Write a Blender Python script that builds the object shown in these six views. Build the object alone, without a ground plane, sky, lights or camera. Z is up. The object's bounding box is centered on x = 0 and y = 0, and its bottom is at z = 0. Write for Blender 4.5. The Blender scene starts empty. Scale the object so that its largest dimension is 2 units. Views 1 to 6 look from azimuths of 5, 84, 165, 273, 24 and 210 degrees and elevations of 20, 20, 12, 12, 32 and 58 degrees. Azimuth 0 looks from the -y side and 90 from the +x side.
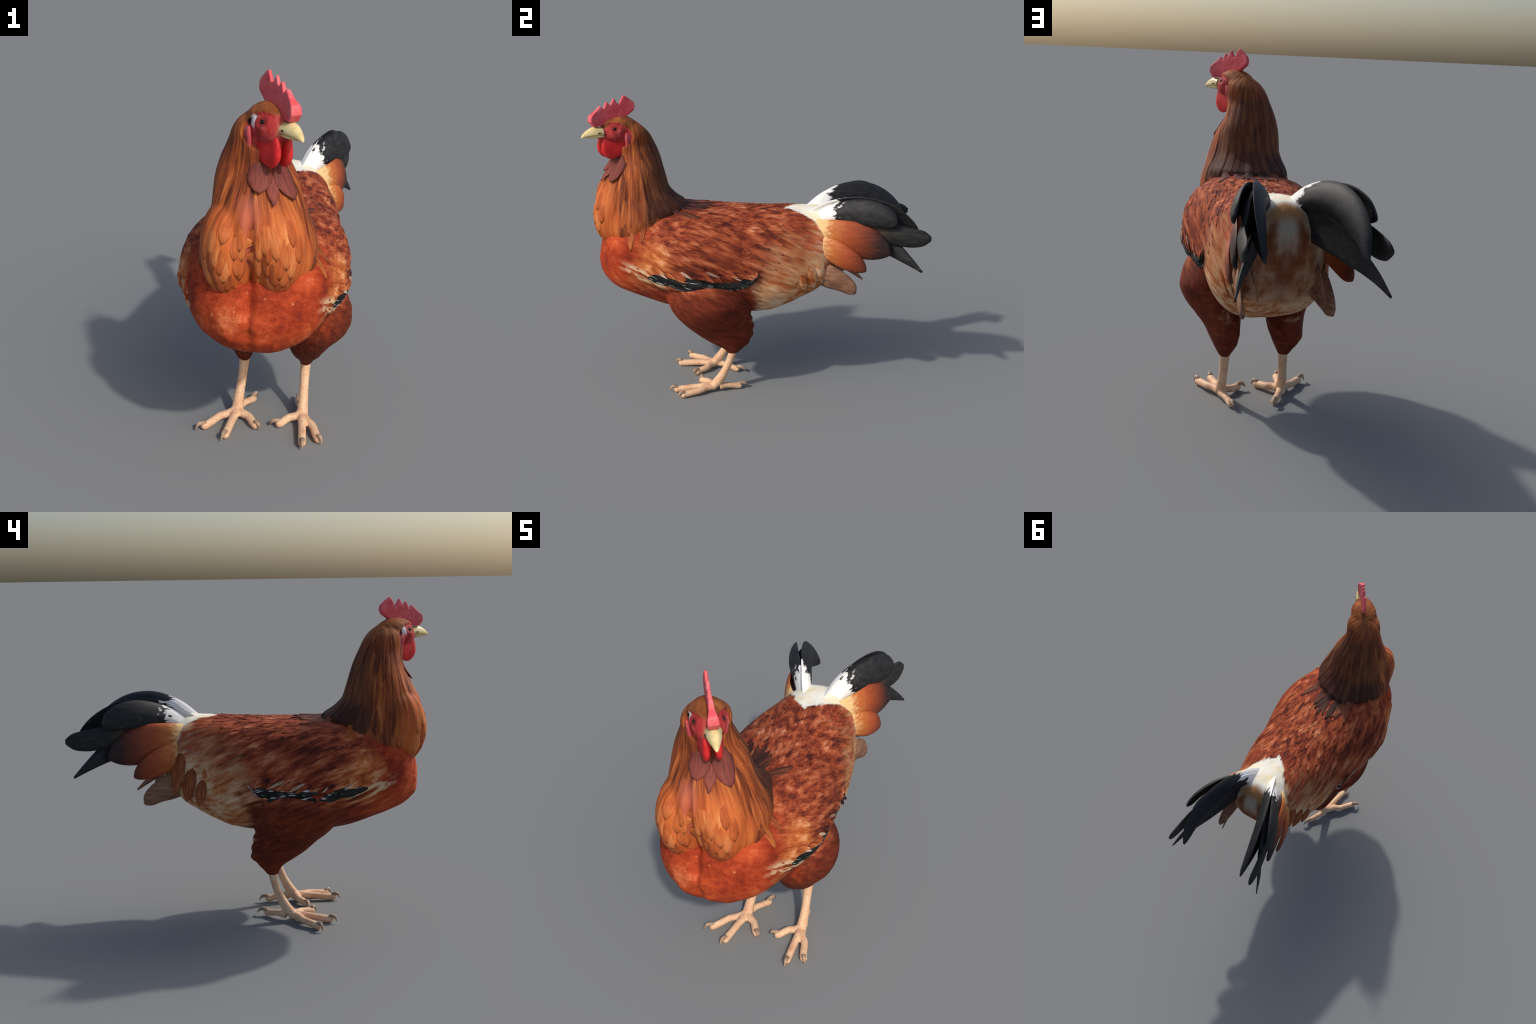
# A standing brown chicken: built part by part from lofts, discs and blades.
import bpy, bmesh, math, random
import numpy as np
from mathutils import Vector, Matrix
from mathutils.bvhtree import BVHTree

RNG = random.Random(7)
SCN = bpy.context.scene


# ------------------------------------------------------------------ helpers
def sm(a, b, x):
    t = np.clip((np.asarray(x, float) - a) / (b - a), 0, 1)
    return t * t * (3 - 2 * t)


def curve(pts, n):
    """Catmull-Rom through control points (rows), n samples, chord spaced."""
    P = np.array(pts, float)
    d = np.r_[0, np.cumsum(np.linalg.norm(np.diff(P[:, :min(3, P.shape[1])], axis=0), axis=1))]
    d /= d[-1]
    E = np.vstack([2 * P[0] - P[1], P, 2 * P[-1] - P[-2]])
    out = []
    for t in np.linspace(0, 1, n):
        i = min(max(int(np.searchsorted(d, t, side='right')) - 1, 0), len(P) - 2)
        u = (t - d[i]) / (d[i + 1] - d[i])
        a, b, c, e = E[i:i + 4]
        out.append(.5 * (2 * b + (c - a) * u + (2 * a - 5 * b + 4 * c - e) * u * u + (3 * b - a - 3 * c + e) * u ** 3))
    return np.array(out)


def interp(table, x):
    """Smooth (monotone-ish cubic) interpolation in a table of rows sorted by column 0."""
    T = np.array(table, float)
    x = np.atleast_1d(np.asarray(x, float))
    k = T[:, 0]
    i = np.clip(np.searchsorted(k, x) - 1, 0, len(k) - 2)
    h = (k[i + 1] - k[i])[:, None]
    u = np.clip((x - k[i])[:, None] / h, 0, 1)
    s = np.diff(T[:, 1:], axis=0) / np.diff(k)[:, None]
    m = np.vstack([s[:1], (s[:-1] + s[1:]) / 2, s[-1:]])
    a, b = T[i, 1:], T[i + 1, 1:]
    return ((2 * u ** 3 - 3 * u ** 2 + 1) * a + (u ** 3 - 2 * u ** 2 + u) * h * m[i]
            + (-2 * u ** 3 + 3 * u ** 2) * b + (u ** 3 - u ** 2) * h * m[i + 1])


def loft(rings):
    """Closed tube through a list of rings (each m x 3), capped at both ends."""
    m = len(rings[0])
    V = np.vstack(rings)
    F = []
    for i in range(len(rings) - 1):
        for j in range(m):
            a, b = i * m + j, i * m + (j + 1) % m
            F.append((a, b, b + m, a + m))
    V = np.vstack([V, rings[0].mean(0), rings[-1].mean(0)])
    c0, c1 = len(V) - 2, len(V) - 1
    o = (len(rings) - 1) * m
    for j in range(m):
        F.append((c0, (j + 1) % m, j))
        F.append((c1, o + j, o + (j + 1) % m))
    return V, F


def tube(spine, n=40, m=20):
    """spine rows: x y z radius_side radius_up."""
    S = curve(spine, n)
    rings = []
    T = np.gradient(S[:, :3], axis=0)
    for p, t in zip(S, T):
        t = t / np.linalg.norm(t)
        ref = np.array([0, 0, 1.]) if abs(t[2]) < .8 else np.array([0, -1., 0])
        a = np.cross(t, ref); a /= np.linalg.norm(a)
        b = np.cross(a, t)
        th = np.linspace(0, 2 * np.pi, m, endpoint=False)
        rings.append(p[:3] + np.outer(np.cos(th), a) * p[3] + np.outer(np.sin(th), b) * p[4])
    return loft(rings)


def ellipsoid(c, r, rot=None, n=24, m=32):
    rings = []
    for ph in np.linspace(.03, np.pi - .03, n):
        th = np.linspace(0, 2 * np.pi, m, endpoint=False)
        q = np.c_[np.sin(ph) * np.cos(th), np.sin(ph) * np.sin(th), np.full(m, np.cos(ph))] * r
        if rot is not None:
            q = q @ np.array(rot).T
        rings.append(q + np.array(c))
    return loft(rings)


def merge(parts):
    V, F, o = [], [], 0
    for v, f in parts:
        V.append(v); F += [tuple(i + o for i in q) for q in f]; o += len(v)
    return np.vstack(V), F


def mesh_of(V, F, name='work'):
    me = bpy.data.meshes.new(name)
    me.from_pydata([tuple(map(float, v)) for v in V], [], [tuple(f) for f in F])
    bm = bmesh.new(); bm.from_mesh(me)
    bmesh.ops.recalc_face_normals(bm, faces=bm.faces)
    bm.to_mesh(me); bm.free()
    return me


def fuse(parts, voxel, smooth=6, factor=.5):
    """Union of closed pieces as one smooth skin -> verts, faces."""
    me = mesh_of(*merge(parts))
    ob = bpy.data.objects.new('work', me)
    SCN.collection.objects.link(ob)
    md = ob.modifiers.new('r', 'REMESH'); md.mode = 'VOXEL'; md.voxel_size = voxel
    s = ob.modifiers.new('s', 'SMOOTH'); s.factor = factor; s.iterations = smooth
    ev = ob.evaluated_get(bpy.context.evaluated_depsgraph_get())
    m2 = bpy.data.meshes.new_from_object(ev)
    V = np.array([v.co for v in m2.vertices]); F = [tuple(p.vertices) for p in m2.polygons]
    bpy.data.objects.remove(ob); bpy.data.meshes.remove(me); bpy.data.meshes.remove(m2)
    return V, F


def normals(V, F):
    me = bpy.data.meshes.new('n'); me.from_pydata(V.tolist(), [], F)
    n = np.zeros(len(V) * 3); me.vertex_normals.foreach_get('vector', n)
    bpy.data.meshes.remove(me)
    return n.reshape(-1, 3)


def relax(V, F, sel, it=3):
    """Local smoothing of the selected vertices."""
    E = set()
    for f in F:
        for i in range(len(f)):
            a, b = f[i], f[(i + 1) % len(f)]
            E.add((min(a, b), max(a, b)))
    E = np.array(list(E))
    for _ in range(it):
        S = np.zeros_like(V); c = np.zeros(len(V))
        np.add.at(S, E[:, 0], V[E[:, 1]]); np.add.at(S, E[:, 1], V[E[:, 0]])
        np.add.at(c, E[:, 0], 1); np.add.at(c, E[:, 1], 1)
        A = S / np.maximum(c, 1)[:, None]
        V = V + (A - V) * (.5 * sel)[:, None]
    return V


def obj(name, me, mat, parent=None):
    ob = bpy.data.objects.new(name, me)
    SCN.collection.objects.link(ob)
    if mat:
        me.materials.append(mat)
    for p in me.polygons:
        p.use_smooth = True
    if parent:
        ob.parent = parent
    return ob


def simple(name, VF, mat, parent):
    return obj(name, mesh_of(*VF, name=name), mat, parent)


def split(V, F, label, spec, parent):
    """One skin -> several named parts with coinciding borders and shared normals."""
    N = normals(V, F)
    out = {}
    label = np.asarray(label)
    for k, (name, mat) in spec.items():
        ids = np.nonzero(label == k)[0]
        fs = [F[i] for i in ids]
        used = sorted({v for f in fs for v in f})
        mp = {v: i for i, v in enumerate(used)}
        me = bpy.data.meshes.new(name)
        me.from_pydata(V[used].tolist(), [], [tuple(mp[v] for v in f) for f in fs])
        ob = obj(name, me, mat, parent)
        me.normals_split_custom_set_from_vertices([tuple(n) for n in N[used]])
        out[k] = ob
    return out


# simple value noise for relief
def hash3(i):
    i = i.astype(np.int64)
    h = (i[:, 0] * 73856093) ^ (i[:, 1] * 19349663) ^ (i[:, 2] * 83492791)
    h = (h ^ (h >> 13)) * 1274126177 & 0x7fffffff
    return (h % 100003) / 100003.


def vnoise(P):
    b = np.floor(P); f = P - b; f = f * f * (3 - 2 * f)
    out = 0
    for dx in (0, 1):
        for dy in (0, 1):
            for dz in (0, 1):
                w = (f[:, 0] if dx else 1 - f[:, 0]) * (f[:, 1] if dy else 1 - f[:, 1]) * (f[:, 2] if dz else 1 - f[:, 2])
                out = out + w * hash3(b + np.array([dx, dy, dz]))
    return out * 2 - 1


# ------------------------------------------------------------------ node language
class S:
    """A socket with arithmetic."""
    def __init__(s, nt, so): s.nt, s.so = nt, so

    def _m(s, op, *a):
        n = s.nt.nodes.new('ShaderNodeMath'); n.operation = op
        for i, v in enumerate((s,) + a):
            if isinstance(v, S): s.nt.links.new(v.so, n.inputs[i])
            else: n.inputs[i].default_value = v
        return S(s.nt, n.outputs[0])
    def __add__(s, o): return s._m('ADD', o)
    def __radd__(s, o): return s._m('ADD', o)
    def __sub__(s, o): return s._m('SUBTRACT', o)
    def __rsub__(s, o): return s._m('MULTIPLY', -1.0)._m('ADD', o)
    def __mul__(s, o): return s._m('MULTIPLY', o)
    def __rmul__(s, o): return s._m('MULTIPLY', o)
    def __truediv__(s, o): return s._m('DIVIDE', o)
    def atan2(s, o): return s._m('ARCTAN2', o)
    def abs(s): return s._m('ABSOLUTE')
    def max(s, o): return s._m('MAXIMUM', o)
    def min(s, o): return s._m('MINIMUM', o)
    def inv(s): return 1.0 - s

    def step(s, a, b):
        """smoothstep from a to b (b<a falls)."""
        n = s.nt.nodes.new('ShaderNodeMapRange'); n.interpolation_type = 'SMOOTHSTEP'
        s.nt.links.new(s.so, n.inputs[0])
        lo, hi = (a, b) if a < b else (b, a)
        n.inputs[1].default_value, n.inputs[2].default_value = lo, hi
        n.inputs[3].default_value, n.inputs[4].default_value = (0, 1) if a < b else (1, 0)
        return S(s.nt, n.outputs[0])


class Mat:
    def __init__(m, name, rough=.75, spec=.25):
        m.mat = bpy.data.materials.new(name); m.mat.use_nodes = True
        m.nt = m.mat.node_tree
        m.bsdf = next(n for n in m.nt.nodes if n.type == 'BSDF_PRINCIPLED')
        m.bsdf.inputs['Roughness'].default_value = rough
        m.bsdf.inputs['Specular IOR Level'].default_value = spec
        tc = m.nt.nodes.new('ShaderNodeTexCoord')
        m.P = S(m.nt, tc.outputs['Object'])
        sx = m.nt.nodes.new('ShaderNodeSeparateXYZ'); m.nt.links.new(tc.outputs['Object'], sx.inputs[0])
        m.x, m.y, m.z = (S(m.nt, sx.outputs[i]) for i in range(3))

    def world(m):
        g = m.nt.nodes.new('ShaderNodeNewGeometry')
        m.P = S(m.nt, g.outputs['Position'])
        sx = m.nt.nodes.new('ShaderNodeSeparateXYZ'); m.nt.links.new(g.outputs['Position'], sx.inputs[0])
        m.x, m.y, m.z = (S(m.nt, sx.outputs[i]) for i in range(3))

    def vec(m, x, y, z):
        n = m.nt.nodes.new('ShaderNodeCombineXYZ')
        for i, v in enumerate((x, y, z)):
            if isinstance(v, S): m.nt.links.new(v.so, n.inputs[i])
            else: n.inputs[i].default_value = v
        return S(m.nt, n.outputs[0])

    def warp(m, v, amount, scale):
        n = m.nt.nodes.new('ShaderNodeTexNoise'); n.inputs['Scale'].default_value = scale
        n.inputs['Detail'].default_value = 2
        m.nt.links.new(v.so, n.inputs['Vector'])
        a = m.nt.nodes.new('ShaderNodeVectorMath'); a.operation = 'SUBTRACT'
        m.nt.links.new(n.outputs['Color'], a.inputs[0]); a.inputs[1].default_value = (.5, .5, .5)
        b = m.nt.nodes.new('ShaderNodeVectorMath'); b.operation = 'SCALE'
        m.nt.links.new(a.outputs[0], b.inputs[0]); b.inputs['Scale'].default_value = amount
        c = m.nt.nodes.new('ShaderNodeVectorMath')
        m.nt.links.new(v.so, c.inputs[0]); m.nt.links.new(b.outputs[0], c.inputs[1])
        return S(m.nt, c.outputs[0])

    def noise(m, v, scale=1., detail=3., rough=.55, dist=0.):
        n = m.nt.nodes.new('ShaderNodeTexNoise')
        m.nt.links.new(v.so, n.inputs['Vector'])
        for k, val in (('Scale', scale), ('Detail', detail), ('Roughness', rough), ('Distortion', dist)):
            n.inputs[k].default_value = val
        return S(m.nt, n.outputs[0])

    def voronoi(m, v, scale=1., rand=1., feature='F1'):
        n = m.nt.nodes.new('ShaderNodeTexVoronoi'); n.feature = feature
        m.nt.links.new(v.so, n.inputs['Vector'])
        n.inputs['Scale'].default_value = scale; n.inputs['Randomness'].default_value = rand
        if feature == 'DISTANCE_TO_EDGE':
            return S(m.nt, n.outputs['Distance']), None
        sx = m.nt.nodes.new('ShaderNodeSeparateColor'); m.nt.links.new(n.outputs['Color'], sx.inputs[0])
        return S(m.nt, n.outputs['Distance']), S(m.nt, sx.outputs[0])

    def ramp(m, f, stops):
        n = m.nt.nodes.new('ShaderNodeValToRGB'); m.nt.links.new(f.so, n.inputs[0])
        e = n.color_ramp.elements
        while len(e) < len(stops): e.new(.5)
        for q, (p, c) in zip(e, stops):
            q.position = p; q.color = (*c, 1)
        return S(m.nt, n.outputs[0])

    def mix(m, f, a, b, mode='MIX'):
        n = m.nt.nodes.new('ShaderNodeMix'); n.data_type = 'RGBA'; n.blend_type = mode
        n.clamp_factor = True
        for i, v in ((0, f), (6, a), (7, b)):
            if isinstance(v, S): m.nt.links.new(v.so, n.inputs[i])
            elif i == 0: n.inputs[0].default_value = v
            else: n.inputs[i].default_value = (*v, 1)
        return S(m.nt, n.outputs[2])

    def rand(m):
        n = m.nt.nodes.new('ShaderNodeObjectInfo')
        return S(m.nt, n.outputs['Random'])

    def done(m, col, bump=None, strength=.3, dist=.01):
        m.nt.links.new(col.so, m.bsdf.inputs['Base Color'])
        if bump is not None:
            b = m.nt.nodes.new('ShaderNodeBump')
            b.inputs['Strength'].default_value = strength; b.inputs['Distance'].default_value = dist
            m.nt.links.new(bump.so, b.inputs['Height']); m.nt.links.new(b.outputs[0], m.bsdf.inputs['Normal'])
        return m.mat


# ------------------------------------------------------------------ body frame
AX0, AXS = .0237, .068           # the body's axis: x = AX0 + AXS*y
TAILX = .059                     # the tail's own middle plane


def W(P):
    P = np.array(P, float)
    P[..., 0] += AX0 + AXS * P[..., 1]
    return P


# head frame: forward f, to the bird's left s, up z
HC = np.array([.055, -.83, 1.6])
HF = np.array([.525, -.851, 0]); HF /= np.linalg.norm(HF)
HS = np.array([-HF[1], HF[0], 0])


def H(f, s, z):
    f, s, z = np.broadcast_arrays(np.asarray(f, float), np.asarray(s, float), np.asarray(z, float))
    return HC * np.array([1, 1, 0]) + f[..., None] * HF + s[..., None] * HS + z[..., None] * np.array([0, 0, 1.])


# ------------------------------------------------------------------ materials
def srgb(r, g, b):
    return tuple(((c / 255 + .055) / 1.055) ** 2.4 if c > 10 else c / 255 / 12.92 for c in (r, g, b))


def plumage(loose=False):
    m = Mat('feather_plumage' if loose else 'plumage', .8, .15)
    if loose:                      # position in the world picks the zone, own frame shapes the feather
        lx, ly = m.x, m.y
        m.world()
    xl = m.x - AX0 - AXS * m.y
    side = xl.abs()
    # coordinates that run with the feathers: back, and down on the flanks
    flow = m.y - (m.z - 1.0) * .55
    across = m.z + m.y * .45
    fv = m.warp(m.vec(m.x, flow * .13, across), .025, 9)
    st = m.noise(fv, 40, 2, .5)
    st2 = m.noise(m.warp(m.vec(m.x + 3.0, flow * .18, across), .04, 6), 20, 1, .5)
    fine = m.noise(m.vec(m.x, flow * .12, across), 110, 1, .5)
    cell, cr = m.voronoi(m.warp(m.vec(m.x, flow * .42, across), .03, 12), 26, 1, 'SMOOTH_F1')
    big = m.noise(m.P, 4.5, 2)
    t = st * .70 + st2 * .50 + (cell - .4) * .25 + (fine - .5) * .35 + (big - .5) * .25 - .08
    if loose:
        barb = m.noise(m.vec(lx, ly * .12, m.rand() * 9.0), 26, 2)
        own = (barb - .5) * .5 + (m.rand() - .5) * .2 + (ly - .7) * .42 + lx.abs() * .9
        t = t + own
        st = st + own * .5
    back = m.ramp(t, [(.26, srgb(70, 30, 25)), (.42, srgb(112, 47, 32)), (.55, srgb(148, 68, 41)), (.70, srgb(176, 94, 60)), (.90, srgb(204, 140, 104))])
    breast = m.ramp(st * .38 + fine * .15 + big * .62, [(.34, srgb(104, 36, 24)), (.5, srgb(148, 52, 29)), (.66, srgb(182, 74, 39)), (.84, srgb(214, 122, 78))])  # breast reds darkened a little toward the baked shade on the right side
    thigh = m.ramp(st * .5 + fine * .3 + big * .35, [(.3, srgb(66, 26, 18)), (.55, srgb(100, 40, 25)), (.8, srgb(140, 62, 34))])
    gold = m.ramp(t, [(.2, srgb(120, 56, 34)), (.45, srgb(188, 98, 50)), (.62, srgb(216, 134, 78)), (.82, srgb(240, 194, 146))])
    pale = m.ramp(st * .6 + st2 * .45 + (big - .5) * .7 + .06, [(.28, srgb(140, 66, 34)), (.44, srgb(176, 102, 58)), (.56, srgb(196, 142, 100)), (.72, srgb(214, 180, 146)), (.9, srgb(206, 198, 176))])
    j = (m.noise(m.P, 7, 3) - .5)
    js = (st - .5)
    col = back
    # gold shoulder
    f = (m.y + j * .3 + (m.z - .9) * .5).step(-.42, -.62) * (m.z + j * .1).step(1.06, .94) * (m.z + js * .12).step(.7, .8)
    col = m.mix(f * .85, col, gold)
    # breast
    f = (m.y + j * .22 + (side - .2) * .55 - (m.z - .8) * .1).step(-.56, -.72)
    f = f.max((m.z + j * .12).step(.72, .62) * m.y.step(-.35, -.5))
    col = m.mix(f, col, breast)
    sp, _ = m.voronoi(m.vec(m.x, m.y * .6, m.z), 17, 1)
    col = m.mix((sp + j * .1).step(.14, .05) * m.y.step(-.5, -.62) * m.z.step(1.0, .9) * .55, col, srgb(240, 170, 120))
    f = (m.y + js * .1).step(-.80, -.70) * m.y.step(-.50, -.58) * (m.z + js * .05 + (m.y + .65) * .35).step(.755, .78) * (m.z + js * .05 + (m.y + .65) * .35).step(.86, .825) * st.step(.42, .56)
    col = m.mix(f * .8, col, srgb(222, 200, 160))
    # flank and belly
    f = (m.y + j * .28 + js * .12 + (m.z - .8) * -.25).step(-.06, .1) * (m.z + js * .75 + j * .25 - m.y * .2).step(1.03, .80)
    col = m.mix(f, col, pale)
    # orange spots on the pale rear flank
    d, _ = m.voronoi(m.warp(m.vec(m.x, m.y, m.z * .75), .06, 7), 17, .8)
    f = (d + j * .1).step(.34, .22) * m.y.step(.12, .24) * m.z.step(.98, .88) * side.step(.12, .2)
    col = m.mix(f * .9, col, srgb(172, 88, 38))
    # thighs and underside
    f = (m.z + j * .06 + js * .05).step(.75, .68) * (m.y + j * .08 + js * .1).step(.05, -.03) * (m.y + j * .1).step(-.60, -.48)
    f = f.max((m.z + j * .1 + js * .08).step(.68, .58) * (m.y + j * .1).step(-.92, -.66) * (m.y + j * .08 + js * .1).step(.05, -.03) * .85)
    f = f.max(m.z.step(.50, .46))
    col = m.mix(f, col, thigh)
    # rear face between the tail halves
    rx = (m.x - TAILX).abs()
    rj = m.noise(m.vec(rx, m.y, m.z * .6), 16, 3) - .5
    rz = m.z + rj * .16
    rear = m.ramp(m.noise(m.vec(rx * 1.3, m.y * .5, m.z * .7), 13, 4, .6), [(.32, srgb(122, 66, 42)), (.46, srgb(164, 114, 82)), (.6, srgb(188, 152, 124)), (.8, srgb(206, 184, 160))])
    dk = (rx + rj * .12).step(.10, .02) * rz.step(.70, .82) * rz.step(1.0, .90)
    dk = dk.max((rx - .062 + rj * .06).abs().step(.04, .005) * rz.step(.84, .92) * rz.step(1.13, 1.06))
    rear = m.mix(dk * .75, rear, srgb(116, 54, 30))
    rear = m.mix((rx + rj * .07 + (1.06 - m.z).max(0.0) * .12).step(.06, .01) * rz.step(.92, 1.03) * rz.step(1.12, 1.06) * .65, rear, srgb(184, 180, 166))
    rear = m.mix((m.z + j * .05).step(1.06, 1.12) * rx.step(.12, .06), rear, srgb(182, 130, 84))
    f = (m.y + j * .05).step(.37, .43) * side.step(.24, .19)
    col = m.mix(f, col, rear)
    # white rump
    f = (m.y + js * .07 + j * .04 - (m.x - TAILX).abs() * 1.15 - (1.13 - m.z).max(0.0) * .15).step(.15, .18) * (m.z + j * .03).step(.86, .96)
    f = f * ((m.y - .43) - rx * .35).step(.03, -.02)
    notch = ((m.x - .1).abs() + (m.y - .19 + j * .04).abs()).step(.05, .025)
    cream = m.ramp(m.noise(m.P, 9, 2) + (1.12 - m.z) * .5, [(.4, srgb(240, 236, 222)), (.62, srgb(240, 226, 190)), (.8, srgb(232, 196, 140))])
    col = m.mix(f * notch.inv(), col, cream)
    return m.done(col, st * .6 + fine * .5, .35, .012)


def hackle(face=False):
    m = Mat('head_plumage' if face else 'hackle_plumage', .7, .22)
    cx, cy = m.x + .03, m.y + .74 + (m.z - 1.3) * .0
    ang = cx.atan2(cy * -1.0)
    rad = ang * .22
    wv = m.warp(m.vec(rad, m.z * .10, 0.0), .03, 5)
    st = m.noise(wv, 42, 4, .6)
    fine = m.noise(m.vec(rad, m.z * .06, 3.0), 130, 2)
    cell, cr = m.voronoi(m.warp(m.vec(rad, m.z * .26, 0.0), .02, 9), 34, 1)
    big = m.noise(m.P, 5, 2)
    j = big - .5
    t = st * .9 + cr * .25 + (fine - .5) * .4 + j * .3 - .1
    side = m.ramp(t, [(.25, srgb(84, 38, 22)), (.45, srgb(140, 68, 34)), (.62, srgb(176, 94, 44)), (.85, srgb(206, 136, 80))])
    nape = m.ramp(t, [(.25, srgb(62, 32, 22)), (.5, srgb(104, 58, 34)), (.8, srgb(146, 92, 54))])
    # broad scalloped feathers on the chest lobes
    d, c2 = m.voronoi(m.warp(m.vec(m.x, m.y * .4, m.z * .42), .03, 7), 17, .9, 'SMOOTH_F1')
    chest = m.ramp(st * .6 + d * .35 + j * .3 + .05, [(.2, srgb(122, 54, 26)), (.45, srgb(184, 90, 42)), (.68, srgb(212, 120, 62)), (.9, srgb(238, 178, 116))])
    front = (m.y + j * .1 - (m.x + .03).abs() * .25).step(-.84, -.9) * (m.z + j * .1).step(1.34, 1.22)
    col = m.mix(m.y.step(-.72, -.6) * m.z.step(1.62, 1.5).max(.55), side, nape)
    col = m.mix(front, col, chest)
    # mauve skin line on the throat and between the lobes
    f = ((m.x + .045 + j * .05).abs()).step(.06, .02) * m.z.step(1.02, 1.1) * m.z.step(1.36, 1.3) * m.y.step(-.8, -.86)
    col = m.mix(f * .5, col, srgb(176, 96, 84))
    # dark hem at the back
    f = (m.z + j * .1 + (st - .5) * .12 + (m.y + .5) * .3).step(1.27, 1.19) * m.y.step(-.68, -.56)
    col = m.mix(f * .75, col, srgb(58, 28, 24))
    # crown
    f = (m.z + j * .05).step(1.58, 1.64)
    crown = m.ramp(m.noise(m.vec(m.x, m.y * .5, m.z), 38, 3), [(.3, srgb(112, 60, 32)), (.6, srgb(156, 90, 46)), (.85, srgb(178, 116, 66))])
    col = m.mix(f * .8, col, crown)
    if face:
        col = face_over(m, col)
    return m.done(col, st * .7 + fine * .4, .4, .012)


def blade(name, stops, scale=(1, .2, 1), rough=.6):
    """Feather vane: colour ramp along the barbs plus streaks."""
    m = Mat(name, rough, .3)
    st = m.noise(m.vec(m.x * scale[0], m.y * scale[1], m.z * scale[2]), 60, 3)
    return m, st


def tail_black():
    m, st = blade('tail_black', None)
    j = m.noise(m.vec(m.x, m.y * .12, m.z), 48, 1) - .5
    j2 = m.noise(m.P, 14, 2) - .5
    col = m.ramp(st, [(.3, srgb(26, 26, 28)), (.55, srgb(38, 38, 40)), (.8, srgb(58, 56, 54))])
    f = (m.y + j * .16 + j2 * .06 + (m.z - 1.2) * -.25).step(.475, .45)
    col = m.mix(f, col, srgb(238, 236, 232))
    return m.done(col, st, .15, .004)


def tail_tan():
    m, st = blade('tail_black_tan_base', None)
    col = m.ramp(st, [(.3, srgb(24, 25, 25)), (.55, srgb(38, 39, 37)), (.8, srgb(56, 56, 50))])
    f = (m.y + (st - .5) * .1).step(.78, .6)
    col = m.mix(f, col, srgb(112, 84, 62))
    return m.done(col, st, .15, .004)


def covert():
    m, st = blade('covert_brown', None)
    col = m.ramp(m.y + (st - .5) * .12 - (m.z - .95) * .1, [(.37, srgb(226, 190, 132)), (.42, srgb(188, 108, 54)), (.50, srgb(166, 78, 40)), (.60, srgb(122, 56, 34)), (.70, srgb(48, 32, 29))])
    return m.done(col, st, .25, .004)


def low_feather():
    m, st = blade('under_tail_brown', None)
    col = m.ramp(st * .7 + m.z * .4 - .1, [(.3, srgb(84, 58, 44)), (.55, srgb(138, 98, 76)), (.8, srgb(170, 128, 100))])
    return m.done(col, st, .25, .004)


def flat_feather(name, cols, spread=.3, edge=None, tip=None):
    """Feather in its own frame: y runs 0..1 from root to tip, x across."""
    m = Mat(name, .7, .2)
    r = m.rand()
    barb = m.noise(m.vec(m.x, m.y * .10, r * 9.0), 30, 3)
    t = barb * .7 + (r - .5) * spread + .15 + (m.y - .5) * .12
    col = m.ramp(t, [(.25, cols[0]), (.5, cols[1]), (.78, cols[2])])
    if tip:
        col = m.mix((m.y + (barb - .5) * .4).step(.72, .98) * .7, col, tip)
    if edge:
        n = m.noise(m.vec(m.x * 2.0, m.y * .25, r * 11.0), 9, 1)
        col = m.mix((n + m.x * 1.4).step(.64, .72), col, edge)
    return m.done(col, barb, .25, .004)


def skin(name, a, b, c, scale=30, rough=.5):
    m = Mat(name, rough, .35)
    n = m.noise(m.P, scale, 4)
    n2 = m.noise(m.P, scale * 5, 2)
    return m, m.ramp(n * .8 + n2 * .25, [(.3, a), (.52, b), (.78, c)]), n2


def face_over(m, col):
    """Bare red face on the head: skin colours laid over col inside the face's oval."""
    f = (m.x - HC[0]) * float(HF[0]) + (m.y - HC[1]) * float(HF[1])
    s = (m.x - HC[0]) * float(HS[0]) + (m.y - HC[1]) * float(HS[1])
    n, n2 = m.noise(m.P, 26, 4), m.noise(m.P, 130, 2)
    j = m.noise(m.P, 40, 2) - .5
    skin_ = m.ramp(n * .8 + n2 * .25, [(.3, srgb(128, 34, 34)), (.52, srgb(174, 52, 52)), (.78, srgb(206, 96, 90))])
    # bare horn-coloured skin at the beak's root
    skin_ = m.mix((f + j * .03).step(.062, .085) * m.z.step(1.575, 1.59) * .85, skin_, srgb(184, 128, 92))
    # white patch and dark notch behind the right eye
    w = ((f + .035 + j * .02).abs()).step(.022, .01) * ((m.z - 1.622 + j * .02).abs()).step(.03, .015) * s.step(-.02, -.04)
    skin_ = m.mix(w, skin_, srgb(226, 218, 216))
    k = ((f + .062).abs()).step(.014, .006) * ((m.z - 1.615).abs()).step(.02, .008) * s.step(-.02, -.04)
    skin_ = m.mix(k, skin_, srgb(30, 26, 28))
    # dark ring round the eye
    e = ((f - .012) * (f - .012) * .7 + (m.z - 1.624) * (m.z - 1.624))
    skin_ = m.mix(e.step(.00055, .00012) * .5, skin_, srgb(104, 34, 36))
    q = (f - .018) * (f - .018) / .0096 + (m.z - 1.582) * (m.z - 1.582) / .0061
    top = s.abs() + (f - .05).max(0.0) + (1.56 - m.z).max(0.0) * .6
    mask = (q + j * .25).step(1.06, .94) * (top + j * .01).step(.018, .03) * m.z.step(1.48, 1.5)
    return m.mix(mask, col, skin_)


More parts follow.
